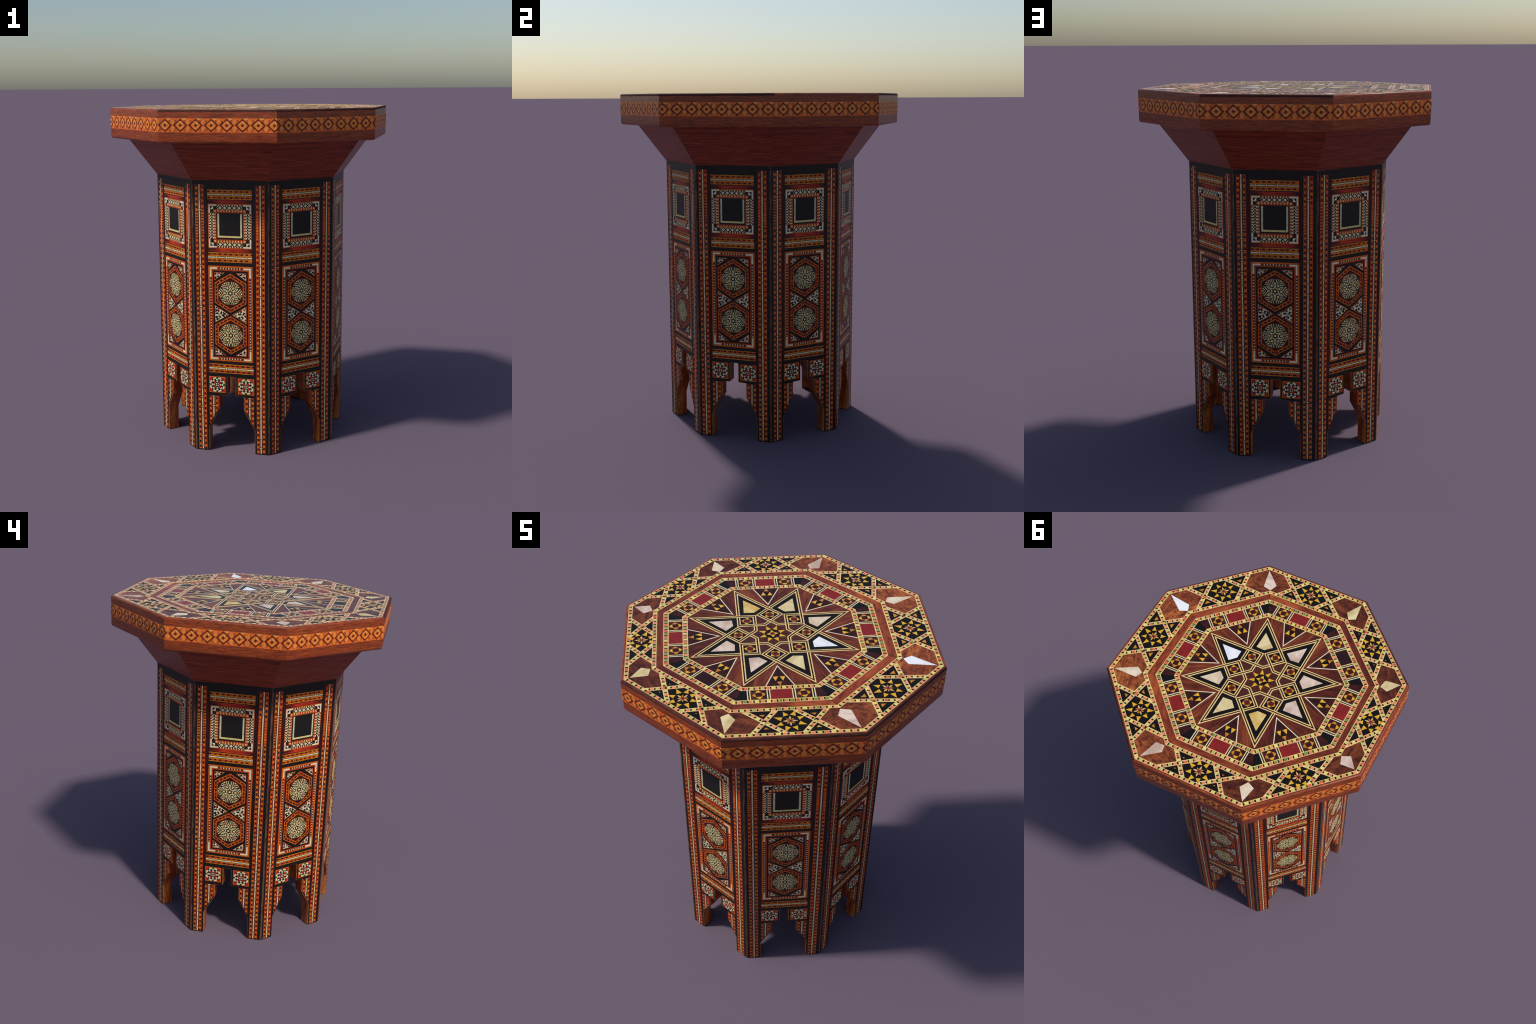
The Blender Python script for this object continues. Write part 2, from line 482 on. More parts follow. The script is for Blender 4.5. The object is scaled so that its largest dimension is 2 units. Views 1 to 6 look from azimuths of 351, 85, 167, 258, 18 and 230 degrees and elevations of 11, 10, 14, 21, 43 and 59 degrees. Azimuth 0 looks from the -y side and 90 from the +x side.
for k in range(8):
    rng = random.Random(300 + k)
    mid = 45 * k + 22.5
    n = pol(1, mid); t = (-n[1], n[0])
    O = lambda u: (n[0] * LAT_O + t[0] * u, n[1] * LAT_O + t[1] * u)
    # inner edge of the zone belongs to the shifted middle octagon
    dm = MID_C[0] * n[0] + MID_C[1] * n[1] + 0.6564 * C8
    tm = MID_C[0] * t[0] + MID_C[1] * t[1]
    I = lambda u: (n[0] * dm + t[0] * (tm + u), n[1] * dm + t[1] * (tm + u))
    su = 0.006
    A0, A1 = O(-0.185 + su), I(-0.049 + su)
    D0, D1 = O(0.185 + su), I(0.049 + su)
    B0, B1 = O(0.049 + su), I(0.187 + su)
    Cc0, Cc1 = O(-0.049 + su), I(-0.187 + su)
    W = 0.0245
    bg2 = Inlay()
    # ebony ground: central hexagon plus four little triangles, built as one convex run each
    def meet(p, q, r, s_):
        x1, y1, x2, y2 = *p, *q; x3, y3, x4, y4 = *r, *s_
        d = (x1 - x2) * (y3 - y4) - (y1 - y2) * (x3 - x4)
        a_, b_ = x1 * y2 - y1 * x2, x3 * y4 - y3 * x4
        return ((a_ * (x3 - x4) - (x1 - x2) * b_) / d, (a_ * (y3 - y4) - (y1 - y2) * b_) / d)
    XL, XR = meet(A0, A1, Cc0, Cc1), meet(B0, B1, D0, D1)
    bg2.put([Cc0, B0, XR, D1, A1, XL], 1, "ebony")
    for tri in ([A0, Cc0, XL], [A1, Cc1, XL], [B0, D0, XR], [B1, D1, XR]):
        bg2.put(tri, 1, "ebony")
        cx, cy = sum(p[0] for p in tri) / 3, sum(p[1] for p in tri) / 3
        g = inset(tri, 0.0245)
        bg2.put([(cx + (p[0] - cx) * 1.0, cy + (p[1] - cy) * 1.0) for p in g], 2, "amber_wood" if tri[0] in (A1, B1) else rng.choice(["gold_wood", "amber_wood"]))
    add("lattice_ground", bg2.mesh("lattice_ground"), tabletop, TOP)
    for a, b_, lay in ((Cc0, Cc1, 2), (D0, D1, 2), (A0, A1, 3), (B0, B1, 3)):
        ib = Inlay()
        win = [O(-0.33), O(0.33), I(0.33), I(-0.33)]
        ext = 0.012
        L = hypot(b_[0] - a[0], b_[1] - a[1])
        a2, b2 = lerp(a, b_, -ext / L), lerp(a, b_, 1 + ext / L)
        ib.put(clip(bar(a2, b2, W), win), lay, "boxwood")
        ib.put(clip(xf(bar(a2, b2, W * 0.16), 0, ((b_[1] - a[1]) / L * W * 0.42, -(b_[0] - a[0]) / L * W * 0.42)), win), lay + 1, "satin_line")
        tessera_fill(ib, lerp(a, b_, 0.04), lerp(a, b_, 0.96), W * 0.56, lay + 1, 0.0275, (SALMON, OLIVE), rng, 0.28)
        add("lattice_strip", ib.mesh("lattice_strip"), tabletop, TOP)
    ctr = [(Cc0[i] + B0[i] + A1[i] + D1[i]) / 4 for i in range(2)]
    add("star_tile", star_me, tabletop, TOP @ Matrix.Translation((ctr[0], ctr[1], 0)) @ Matrix.Rotation(radians(mid + rng.uniform(-3, 3)), 4, "Z"))
    # pearl kite pointing at the corner
    co, ci = corner_o[k], corner_i[k]
    L = hypot(co[0] - ci[0], co[1] - ci[1])
    ax = ((co[0] - ci[0]) / L, (co[1] - ci[1]) / L); ay = (-ax[1], ax[0])
    P = lambda u, v: (ci[0] + ax[0] * u + ay[0] * v, ci[1] + ax[1] * u + ay[1] * v)
    ib = Inlay()
    wl, wr = 0.036 + rng.uniform(-.002, .003), 0.036 + rng.uniform(-.002, .003)
    ib.put([P(0.005, rng.uniform(-.003, .003)), P(0.038 + rng.uniform(-.006, .006), -wr), P(L - 0.008, rng.uniform(-.003, .003)), P(0.038 + rng.uniform(-.006, .006), wl)], 1, PEARL_OUT[k])
    add("pearl_inlay", ib.mesh("pearl_inlay"), tabletop, TOP)

strip_ring(MID_C, 0.6575, 0.6335, 5, 0.0285, 0.2, blk=0.28)
# plain wood ring with mitre joints
for k in range(8):
    M = Matrix.Rotation(radians(45 * k + 22.5), 4, "Z")
    loc = M.inverted()
    q = []
    for c, r, a in ((MID_C, 0.637, 45 * k), (MID_C, 0.637, 45 * k + 45), (IN_C, 0.590, 45 * k + 45), (IN_C, 0.590, 45 * k)):
        p = pol(r, a)
        v = loc @ Vector((p[0] + c[0], p[1] + c[1], 0))
        q.append((v.x, v.y))
    ib = Inlay()
    ib.put(q, 1, "ring_wood")
    add("ring_board", ib.mesh("ring_board"), tabletop, TOP @ M)
    # figured corner block under each pearl
    Mc = Matrix.Rotation(radians(45 * k), 4, "Z")
    loc = Mc.inverted()
    q = []
    for p in (pol(0.812, 45 * k), pol(0.772, 45 * k + 16.5), lerp(corner_i[k], corner_i[(k + 1) % 8], 0.26), corner_i[k],
              lerp(corner_i[k], corner_i[k - 1], 0.26), pol(0.772, 45 * k - 16.5)):
        v = loc @ Vector((p[0], p[1], 0))
        q.append((v.x, v.y))
    ib = Inlay()
    ib.put(q, 0.5, "corner_wood")
    add("corner_block", ib.mesh("corner_block"), tabletop, TOP @ Mc)
ib = Inlay()
for k in range(8):
    a, b_ = pol(0.6335, 0.2 + 45 * k), pol(0.592, IN_A + 45 * k)
    a = (a[0] + MID_C[0], a[1] + MID_C[1]); b_ = (b_[0] + IN_C[0], b_[1] + IN_C[1])
    ib.put(bar(a, b_, 0.0022), 2, "rosewood" if k in (0, 3, 4, 6, 7, 2) else "dark_walnut")
add("mitre_joints", ib.mesh("mitre_joints"), tabletop, TOP, "stuff")

INM = TOP @ Matrix.Translation((IN_C[0], IN_C[1], 0)) @ Matrix.Rotation(radians(IN_A), 4, "Z")
strip_ring(IN_C, 0.5925, 0.563, 2, 0.0265, IN_A, vivid=(0, 4), blk=0.26)
strip_ring(IN_C, 0.488, 0.4585, 2, 0.0262, IN_A, blk=0.26)

# ring of panels between the two inner strips
D0_, D1_ = 0.4508, 0.5203
ros_me = None
def rosette_tile():
    ib = Inlay()
    h, w = (D1_ - D0_) / 2, 0.0375
    ib.put(rect(-h, h, -w, w), 2, "rosewood")
    ib.put([(-h, -w), (h, -w), (h, w)], 3, "dark_walnut")
    q = ngon((0, 0), 0.0215, 4, 52)
    for i in range(4):
        a, b_ = q[i], q[(i + 1) % 4]
        m_ = ((a[0] + b_[0]) / 2, (a[1] + b_[1]) / 2); L = hypot(*m_)
        tip = (m_[0] / L * 0.0315, m_[1] / L * 0.0315)
        sa, sb = lerp(lerp(a, tip, .5), (0, 0), -0.10), lerp(lerp(b_, tip, .5), (0, 0), -0.10)
        ib.put([a, sa, tip, sb, b_], 4, "gold_wood" if i % 2 else "amber_wood")
        ib.put([a, lerp(a, b_, .28), lerp(a, tip, .45)], 5, "amber_wood")
    ib.put(q, 5, "wine")
    return ib.mesh("rosette_tile")
ros_me = rosette_tile()
def ring_panel(mat):
    ib = Inlay()
    ib.put(rect(D0_, D1_, -0.0500, 0.0500), 2, mat)
    return ib.mesh("ring_panel")
red_me, blk_me = ring_panel("padauk_panel"), ring_panel("dark_panel")
def ring_lines():
    ib = Inlay()
    ib.put([(D0_, -D0_ * T8), (D1_, -D1_ * T8), (D1_, -0.15), (D0_, -0.15)], 2, "ebony")
    ib.put([(D0_, D0_ * T8), (D1_, D1_ * T8), (D1_, 0.15), (D0_, 0.15)], 2, "rosewood")
    for s in (-1, 1):
        for c0 in (0.0592, 0.1515):
            ib.put(rect(D0_, D1_, s * c0 - 0.0088, s * c0 + 0.0088), 3, "ebony")
            for o in (-0.0059, 0.0059):
                ib.put(rect(D0_, D1_, s * c0 + o - 0.0027, s * c0 + o + 0.0027), 4, "bone" if o * s > 0 else "boxwood")
    return ib.mesh("line_inlay")
line_me = ring_lines()
for k in range(8):
    M = INM @ Matrix.Rotation(radians(45 * k + 22.5), 4, "Z")
    add("line_inlay", line_me, tabletop, M)
    add("ring_panel", blk_me if k == 5 else red_me, tabletop, M)
    for s in (-1, 1):
        add("rosette_tile", ros_me, tabletop, M @ Matrix.Translation((0.4855, s * 0.1052, 0)))

# star field: sixteen mahogany wedges, mirrored about every star point
wedges = []
for s in (-1, 1):
    ib = Inlay()
    ib.put([(0.05, 0), pol(0.4590, 0), pol(0.4590 * C8 / cos(radians(22.5)) * C8, s * 22.5), pol(0.06, s * 22.5)], 1, "wedge_wood")
    wedges.append(ib.mesh("wood_wedge"))
for k in range(8):
    for w in wedges:
        add("wood_wedge", w, tabletop, INM @ Matrix.Rotation(radians(45 * k), 4, "Z"))

def triangle_tile():
    ib = Inlay()
    base = 0.4240
    tri = [(0.262, 0), (base, -0.0715), (base, 0.0715)]
    ib.put(tri, 2, "bone")
    ib.put([(0.2755, 0), (base, -0.0653), (base, 0.0653)], 3, "rosewood")
    g = [[(0.4225, 0), (0.3945, 0.0125), (0.3945, -0.0125)]]
    for s in (1, -1):
        g.append([(0.3870, 0.0180 * s), (0.3545, 0.0300 * s), (0.3545, 0.0040 * s)])
    ib.put([(0.3945, 0.0125), (0.3945, -0.0125), (0.3545, -0.004), (0.3545, 0.004)], 4, "ebony")
    for i, q in enumerate(g):
        ib.put(q, 5, "gold_wood" if i else "amber_wood")
    return ib.mesh("triangle_tile")
tri_me = triangle_tile()

# interlaced kite straps
TIP, SW = 0.4505, 0.0190
d_line = TIP * cos(radians(67.5))
Vr = d_line / cos(radians(22.5))
vv = pol(Vr, 45)
v2x = vv[0] - vv[1] * cos(radians(67.5)) / sin(radians(67.5))
kite = [(TIP, 0), vv, (v2x, 0), (vv[0], -vv[1])]
def strap():
    ib = Inlay()
    ib.ring(kite, inset(kite, SW), 4, "satin_line")
    ib.ring(inset(kite, SW * 0.07), inset(kite, SW * 0.29), 5, "boxwood")
    ib.ring(inset(kite, SW * 0.33), inset(kite, SW * 0.66), 5, "ebony")
    ib.ring(inset(kite, SW * 0.72), inset(kite, SW * 0.93), 5, "boxwood")
    # bridges where this strap passes over its neighbour
    def bridge(nrm_az, d, along_az):
        c = pol(d * math.sqrt(2), along_az)
        tdir = pol(1, nrm_az + 90)
        h = SW * 0.505
        a, b_ = (c[0] - tdir[0] * h, c[1] - tdir[1] * h), (c[0] + tdir[0] * h, c[1] + tdir[1] * h)
        ib.put(bar(a, b_, SW), 6, "satin_line")
        nx = pol(1, nrm_az)
        for o in (-0.32, 0.32):
            q = xf(bar(a, b_, SW * 0.22), 0, (nx[0] * SW * o, nx[1] * SW * o))
            ib.put(q, 7, "boxwood")
        ib.put(bar(a, b_, SW * 0.33), 7, "ebony")
    bridge(-67.5, d_line - SW / 2, -22.5)
    dc = v2x * cos(radians(22.5)) + SW / 2
    bridge(-22.5, dc, 22.5)
    return ib.mesh("star_strap")
strap_me = strap()

def star_point():
    ib = Inlay()
    ib.put([(0.428, 0), pol(0.236, 22.5), pol(0.180, 0), pol(0.236, -22.5)], 2, "ebony")
    return ib.mesh("star_point")
point_me = star_point()

def box_tile():
    # square box whose corner points to the rim
    ib = Inlay()
    c = 0.1716
    ib.put([pol(0.240, 0), pol(0.182, 22.5), pol(0.122, 0), pol(0.182, -22.5)], 2, "ebony")
    q = [(c + p[0], p[1]) for p in ngon((0, 0), 0.0215, 4, -10)]
    for i in range(4):
        a, b_ = q[i], q[(i + 1) % 4]
        m_ = ((a[0] + b_[0]) / 2 - c, (a[1] + b_[1]) / 2); L = hypot(*m_)
        tip = (c + m_[0] / L * 0.0285, m_[1] / L * 0.0285)
        ib.put([a, tip, b_], 3, "gold_wood" if i % 2 else "amber_wood")
        ib.put([lerp(a, b_, .0), lerp(a, tip, .5), lerp(a, b_, .22)], 4, "amber_wood")
    ib.put(q, 4, "maroon_wood")
    # walnut kite filling the gap nearer the centre
    ib.put([pol(0.186, 22.5), pol(0.125, 0), pol(0.078, 22.5), pol(0.125, 45)], 1.6, "dark_walnut")
    return ib.mesh("box_tile")
box_me = box_tile()
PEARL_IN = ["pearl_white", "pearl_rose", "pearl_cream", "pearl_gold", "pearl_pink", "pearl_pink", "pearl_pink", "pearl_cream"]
for k in range(8):
    rng = random.Random(60 + k)
    M = INM @ Matrix.Rotation(radians(45 * k), 4, "Z")
    Mh = INM @ Matrix.Rotation(radians(45 * k + 22.5), 4, "Z")
    add("triangle_tile", tri_me, tabletop, Mh)
    add("star_point", point_me, tabletop, M)
    add("box_tile", box_me, tabletop, Mh)
    add("star_strap", strap_me, tabletop, M)
    ib = Inlay()
    j = lambda s=.003: rng.uniform(-s, s)
    ib.put(xf([(0.341 + j(), j()), (0.230 + j(), 0.0475 + j()), (0.2105, j()), (0.231 + j(), -0.0475 + j())], 45 * k), 3, PEARL_IN[k])
    add("pearl_inlay", ib.mesh("pearl_inlay"), tabletop, INM)

ib = Inlay()
ib.put(ngon((0, 0), 0.1000, 8, 22.5), 1.7, "dark_walnut")
for i in range(8):
    a = 45 * i
    ib.put([pol(0.0725, a), pol(0.0405, a + 17.5), pol(0.0405, a - 17.5)], 3, "gold_wood")
    ib.put(bar(pol(0.043, a + 22.5), pol(0.078, a + 22.5), 0.0012), 3, "rosewood")
ib.put(ngon((0, 0), 0.0395, 8, 22.5), 3, "ebony")
for i in range(4):
    a = 28 + 90 * i
    ib.put([pol(0.0315, a), pol(0.0155, a + 45), pol(0.0155, a - 45)], 4, "gold_wood")
    ib.put([pol(0.0225, a + 45), pol(0.0165, a + 58), pol(0.0165, a + 32)], 4, "ebony")
ib.put(ngon((0, 0), 0.0150, 4, 73), 5, "maroon_wood")
add("centre_star", ib.mesh("centre_star"), tabletop, INM)

# ------------------------------------------------------------------ diamond band round the edge
SIDE = 2 * R_TOP * S8
PER = 8 * SIDE / 61
Z0, Z1 = 1.8782, 1.9518
ZM = (Z0 + Z1) / 2
AP_T = R_TOP * C8

def edge_frame(k, ap, z):
    """Local X along the side (seen left to right), Y up, Z outward."""
    az = radians(45 * k + 22.5)
    n = Vector((cos(az), sin(az), 0)); x = Vector((-sin(az), cos(az), 0)); y = Vector((0, 0, 1))
    M = Matrix.Identity(4)
    for i, v in enumerate((x, y, n)):
        M[0][i], M[1][i], M[2][i] = v
    M.translation = n * ap + Vector((0, 0, z))
    return M

def diamond(ib, cx, win=None, lay=2):
    def put(p, l, m):
        p = clip(p, win) if win else p
        if p:
            ib.put(p, l, m)
    H, Wd = 0.0355, PER * 0.47
    dm = lambda s, sx=1.0: [(cx + Wd * s * sx, 0), (cx, H * s), (cx - Wd * s * sx, 0), (cx, -H * s)]
    put(dm(1), lay, "band_brown")
    put([(cx - Wd * .76, 0.0), (cx, H * .74), (cx + Wd * .76, 0), (cx, -H * .74)], lay + 1, "band_tan")
    put([(cx + a_ * u, b_ * v) for a_, b_, u, v in ((1, 1, .0235, .0045), (1, 1, .0050, .0225), (-1, 1, .0050, .0225), (-1, 1, .0235, .0045), (-1, -1, .0235, .0045), (-1, -1, .0050, .0225), (1, -1, .0050, .0225), (1, -1, .0235, .0045))], lay + 2, "band_light")
    put([(cx, 0.022), (cx + 0.012, 0.016), (cx + 0.013, 0.004), (cx + 0.003, 0.009)], lay + 3, "band_pale")
    put([(cx + 0.0095, 0), (cx, 0.0095), (cx - 0.0095, 0), (cx, -0.0095)], lay + 3, "band_brown")

dia = Inlay(); diamond(dia, 0.0)
dia_me = dia.mesh("diamond_inlay")
for k in range(8):
    ib = Inlay()
    hw = SIDE / 2 - 0.0006
    hh = (Z1 - Z0) / 2
    win = rect(-hw, hw, -hh, hh)
    ib.put(win, 1, "band_orange")
    # running distance measured from the corner at azimuth -90
    start = ((k - 6) % 8) * SIDE
    M = edge_frame(k, AP_T, ZM)
    def cput(p, l, m):
        p = clip(p, win)
        if p:
            ib.put(p, l, m)
    i0 = int(math.floor((start) / PER)) - 1
    for i in range(i0, i0 + 11):
        cx = (i + 0.84) * PER - start - SIDE / 2
        if abs(cx) + PER * 0.47 < hw:
            add("diamond_inlay", dia_me, tabletop, M @ Matrix.Translation((cx, 0, 0)))
        elif abs(cx) - PER * 0.47 < hw:
            diamond(ib, cx, win)
        # lens pieces above and below each waist, small slips along the edges
        for s in (1, -1):
            gx = cx + PER / 2
            lens = [(gx + 0.0125 * sin(pi * t) * sg, s * (0.002 + 0.032 * t)) for sg, ts in ((1, (0, .2, .4, .6, .8, 1)), (-1, (.8, .6, .4, .2))) for t in ts]
            cput([(gx + 0.031, s * 0.0035), (gx + 0.020, s * 0.027), (gx + 0.0112, s * 0.029), (gx + 0.0125, s * .012)], 2, "band_tan")
            cput([(gx - 0.031, s * 0.0035), (gx - 0.020, s * 0.027), (gx - 0.0112, s * 0.029), (gx - 0.0125, s * .012)], 2, "band_tan")
            cput(lens, 5, "band_light")
        cput([(cx + 0.004, hh), (cx + 0.013, hh - 0.008), (cx + 0.026, hh - 0.008), (cx + 0.034, hh)], 2, "band_pale")
    add("edge_band", ib.mesh("edge_band"), tabletop, M)

# ------------------------------------------------------------------ cove under the top
R_B = 0.5795
Zc0, Zc1, Rc0, Rc1 = 1.6020, 1.8200, 0.5810, 0.7470
ap0, ap1 = Rc0 * C8, Rc1 * C8
th = 0.02
vs = [(ap0, -Rc0 * S8, Zc0), (ap0, Rc0 * S8, Zc0), (ap1, Rc1 * S8, Zc1), (ap1, -Rc1 * S8, Zc1)]
vs += [(x - th, y * (x - th) / x, z) for x, y, z in vs]
sl = atan2(ap1 - ap0, Zc1 - Zc0)
Lc = hypot(ap1 - ap0, Zc1 - Zc0)
# board mesh in its own frame: X along the board, Y up the slope, Z outward
fr = Matrix(((0, sin(sl), cos(sl), ap0), (1, 0, 0, 0), (0, cos(sl), -sin(sl), Zc0), (0, 0, 0, 1)))
inv = fr.inverted()
me = bpy.data.meshes.new("cove_board")
me.from_pydata([tuple(inv @ Vector(v)) for v in vs], [], [(0, 1, 2, 3), (7, 6, 5, 4), (0, 4, 5, 1), (1, 5, 6, 2), (2, 6, 7, 3), (3, 7, 4, 0)])
me.materials.append(MATS["cove_wood"])
cove = add("cove", None, root)
for k in range(8):
    add("cove_board", me, cove, Matrix.Rotation(radians(45 * k + 22.5), 4, "Z") @ fr)

# floor of the cove closes the hollow stand
ib = Inlay()
ib.put(octa(0.50), 0, "inside_wood")
o = add("inner_board", ib.mesh("inner_board"), root, Matrix.Translation((0, 0, 1.598)))

# ------------------------------------------------------------------ side panels
AP_B = R_B * C8
HALF = R_B * S8 - 0.0003
THK = 0.066
PZ1 = 1.6035
arch_l = [(-0.1375, 0.0), (-0.1375, 0.143), (-0.0735, 0.2570), (-0.0730, 0.3425), (-0.0262, 0.3450), (-0.0248, 0.3475),
          (-0.0248, 0.4560), (-0.0215, 0.4595)]
arch = arch_l + [(-x, z) for x, z in reversed(arch_l)]
outline = [(-HALF, 0.0)] + arch + [(HALF, 0.0), (HALF, PZ1), (-HALF, PZ1)]

def panel_mesh():
    bev = 0.0026
    po = ccw(outline)
    pi_ = inset(po, bev)
    # keep the foot and the head flush
    pi_ = [(q[0], p[1]) if p[1] in (0.0, PZ1) else q for p, q in zip(po, pi_)]
    n = len(po)
    hin = (AP_B - THK) * T8 - 0.0003
    back = [((math.copysign(hin, p[0]), p[1]) if abs(p[0]) > HALF - 1e-4 else p) for p in po]
    v = [(p[0], p[1], 0.0) for p in pi_] + [(p[0], p[1], -bev * 0.8 if abs(p[0]) < HALF - 1e-4 else -bev * 0.42) for p in po] + [(p[0], p[1], -THK) for p in back]
    f = [tuple(range(n)), tuple(range(3 * n - 1, 2 * n - 1, -1))]
    mi = [0, 3]
    for i in range(n):
        j = (i + 1) % n
        outer = abs(po[i][0]) > HALF - 1e-4 and abs(po[j][0]) > HALF - 1e-4
        f.append((i, n + i, n + j, j)); mi.append(1 if outer else 2)
        f.append((n + i, 2 * n + i, 2 * n + j, n + j)); mi.append(3)
    me = bpy.data.meshes.new("side_panel")
    me.from_pydata(v, [], f)
    for s in ("panel_ebony", "worn_edge", "worn_cut", "cut_wood"):
        me.materials.append(MATS[s])
    me.polygons.foreach_set("material_index", mi)
    me.update()
    return me

PARTS = []          # (name, mesh) shared by all eight panels

def vertical_run(ib, xc, z0, z1, ties, win=None, hw=0.0255, dense=None, seed=0, wxc=None, plain=None):
    """Upright strip: bone centre line with ties between two ember columns of black studs."""
    rng = random.Random(seed)
    win = win or rect(xc - hw, xc + hw, z0, z1)
    wx = xc if wxc is None else wxc
    def put(p, l, m):
        p = clip(p, win)
        if p:
            ib.put(p, l, m)
    put(rect(xc - hw, xc + hw, z0, z1), 1, "ember_red")
    cw = hw - 0.0085
    for s in (-1, 1):
        c = wx + s * (0.0085 + (hw - 0.0085) / 2)
        put(rect(wx + s * 0.0062 - 0.0014, wx + s * 0.0062 + 0.0014, z0, z1), 2, "black_dye")
        put(rect(wx + s * 0.0088 - 0.0013, wx + s * 0.0088 + 0.0013, z0, z1), 2, "rust_red")
        z = z1 - 0.006 - (0.010 if s > 0 else 0.0)
        while z > z0 - 0.01:
            p = 0.0305 * rng.uniform(0.94, 1.06)
            inside = dense and dense[0] < z < dense[1]
            if inside:
                p = 0.0163
            bh = (0.0125 if not inside else 0.0085) * rng.uniform(0.8, 1.15)
            skip = plain and plain[0] < z < plain[1]
            if skip:
                p = 0.0165
            bw = 0.0040 * rng.uniform(0.9, 1.1)
            if not skip:
                put(rect(c - bw, c + bw, z - bh / 2, z + bh / 2), 2, "black_dye")
            zm = z - p / 2
            oh = min(0.006, p * 0.25) * rng.uniform(0.85, 1.15)
            put(rect(c - 0.0062, c + 0.0062, zm - oh, zm + oh), 2, "ember_bright" if rng.random() < .6 else "ember_orange")
            z -= p
    e = sorted([z1 + 0.02] + ties + [z0 - 0.02], reverse=True)
    for a, b_ in zip(e[:-1], e[1:]):
        j = rng.uniform(-.0004, .0004)
        put(rect(wx - 0.0034 + j, wx + 0.0034 + j, b_ + 0.0048, a - 0.0048), 2, "lime_white")
    for t in ties:
        put(rect(wx - 0.0074, wx + 0.0074, t - 0.0068, t + 0.0068), 2, "black_dye")
        put(rect(wx - 0.0066, wx + 0.0066, t - 0.0026, t + 0.0026), 3, "straw")

tl = [1.558, 1.495, 1.434, 1.238, 1.175, 1.114]
tr = [1.514, 1.449, 1.249, 1.189, 1.126]
for lst in (tl, tr):
    while lst[-1] > 0.07:
        lst.append(lst[-1] - 0.0605)
ib = Inlay()
vertical_run(ib, -0.1765, 0.004, 1.5772, tl, seed=1, dense=(1.28, 1.44))
PARTS.append(("upright_strip", ib.mesh("upright_strip")))
ib = Inlay()
vertical_run(ib, 0.1755, 0.004, 1.5758, tr, seed=2, plain=(1.27, 1.43))
PARTS.append(("upright_strip", ib.mesh("upright_strip")))
for s in (-1, 1):
    ib = Inlay()
    win = [(s * 0.1335, 0.3405), (s * 0.0785, 0.3385), (s * 0.0785, 0.2660), (s * 0.1335, 0.1650)]
    vertical_run(ib, s * 0.106, 0.155, 0.3405, [0.336, 0.2785, 0.219], win=win, hw=0.0275, seed=5 + s, wxc=s * 0.1085)
    PARTS.append(("brace_strip", ib.mesh("brace_strip")))

def horizontal_band(z0, z1, tie0, red, seed, w0=-0.1295, w1=0.1275):
    rng = random.Random(seed)
    ib = Inlay()
    h = z1 - z0
    win = rect(w0, w1, z0, z1)
    ib.put(win, 1, "ember_orange")
    def put(p, l, m):
        p = clip(p, win)
        if p:
            ib.put(p, l, m)
    for za in (z0, z1 - 0.0034, (z0 + z1) / 2 - 0.0098, (z0 + z1) / 2 + 0.0070):
        put(rect(w0, w1, za, za + (0.0034 if za in (z0, z1 - 0.0034) else 0.0028)), 2, "honey_line")
    zc = (z0 + z1) / 2
    put(rect(w0, w1, zc - 0.0066, zc + 0.0066), 2, "rust_red")
    for s in (-1, 1):
        zr = zc + s * h * 0.315
        put(rect(w0, w1, zr - 0.0056, zr + 0.0056), 1.5, "ember_red" if red else "ember_orange")
        put(rect(w0, w1, zr + s * 0.0056 - .0006, zr + s * 0.0056 + .0006), 1.8, "rust_red")
        x = w0 + 0.006 + 0.010 * rng.random()
        while x < w1:
            p = 0.0315 * rng.uniform(0.93, 1.07)
            a = 0.0095 * rng.uniform(0.85, 1.1)
            put([(x - a, zr), (x - a * .5, zr + .0043), (x + a * .5, zr + .0043), (x + a, zr), (x + a * .5, zr - .0043), (x - a * .5, zr - .0043)], 2, "black_dye")
            put(rect(x + p / 2 - 0.0052, x + p / 2 + 0.0052, zr - 0.0042, zr + 0.0042), 2, "scarlet" if red and rng.random() < .5 else "ember_red" if rng.random() < .6 else "ember_orange")
            x += p
    ties = [tie0 + 0.0585 * i for i in range(5) if tie0 + 0.0585 * i < w1]
    e = [w0 - 0.02] + ties + [w1 + 0.02]
    for a, b_ in zip(e[:-1], e[1:]):
        put(rect(a + 0.0045, b_ - 0.0045, zc - 0.0049, zc + 0.0049), 3, "black_dye")
        put(rect(a + 0.0058, b_ - 0.0058, zc - 0.0032, zc + 0.0032), 4, "bone_white" if rng.random() < .5 else "lime_white")
    for t in ties:
        put(rect(t - 0.0027, t + 0.0027, zc - 0.0066, zc + 0.0066), 5, "straw")
    return ib.mesh("cross_band")
PARTS.append(("cross_band", horizontal_band(1.4955, 1.5495, -0.1005, False, 3)))
PARTS.append(("cross_band", horizontal_band(1.1375, 1.1930, -0.0805, False, 4)))
PARTS.append(("cross_band", horizontal_band(0.4815, 0.5355, -0.0870, True, 5, -0.1320, 0.1325)))
for z0, z1 in ((1.4735, 1.4910), (1.1960, 1.2165)):
    ib = Inlay(); ib.put(rect(-0.128, 0.127, z0, z1), 1, "padauk_streak")
    PARTS.append(("streaked_bar", ib.mesh("streaked_bar")))

ib = Inlay()
ib.put(rect(-0.1500, -0.1345, 0.4800, 1.5500), 0.7, "wine")
ib.put(rect(0.1335, 0.1410, 1.0, 1.5650), 0.7, "wine")
PARTS.append(("maroon_fillet", ib.mesh("maroon_fillet")))
ib = Inlay()
ib.put(rect(-HALF + 0.0034, -HALF + 0.0075, 0.006, 1.5780), 0.7, "worn_edge")
PARTS.append(("worn_slip", ib.mesh("worn_slip")))

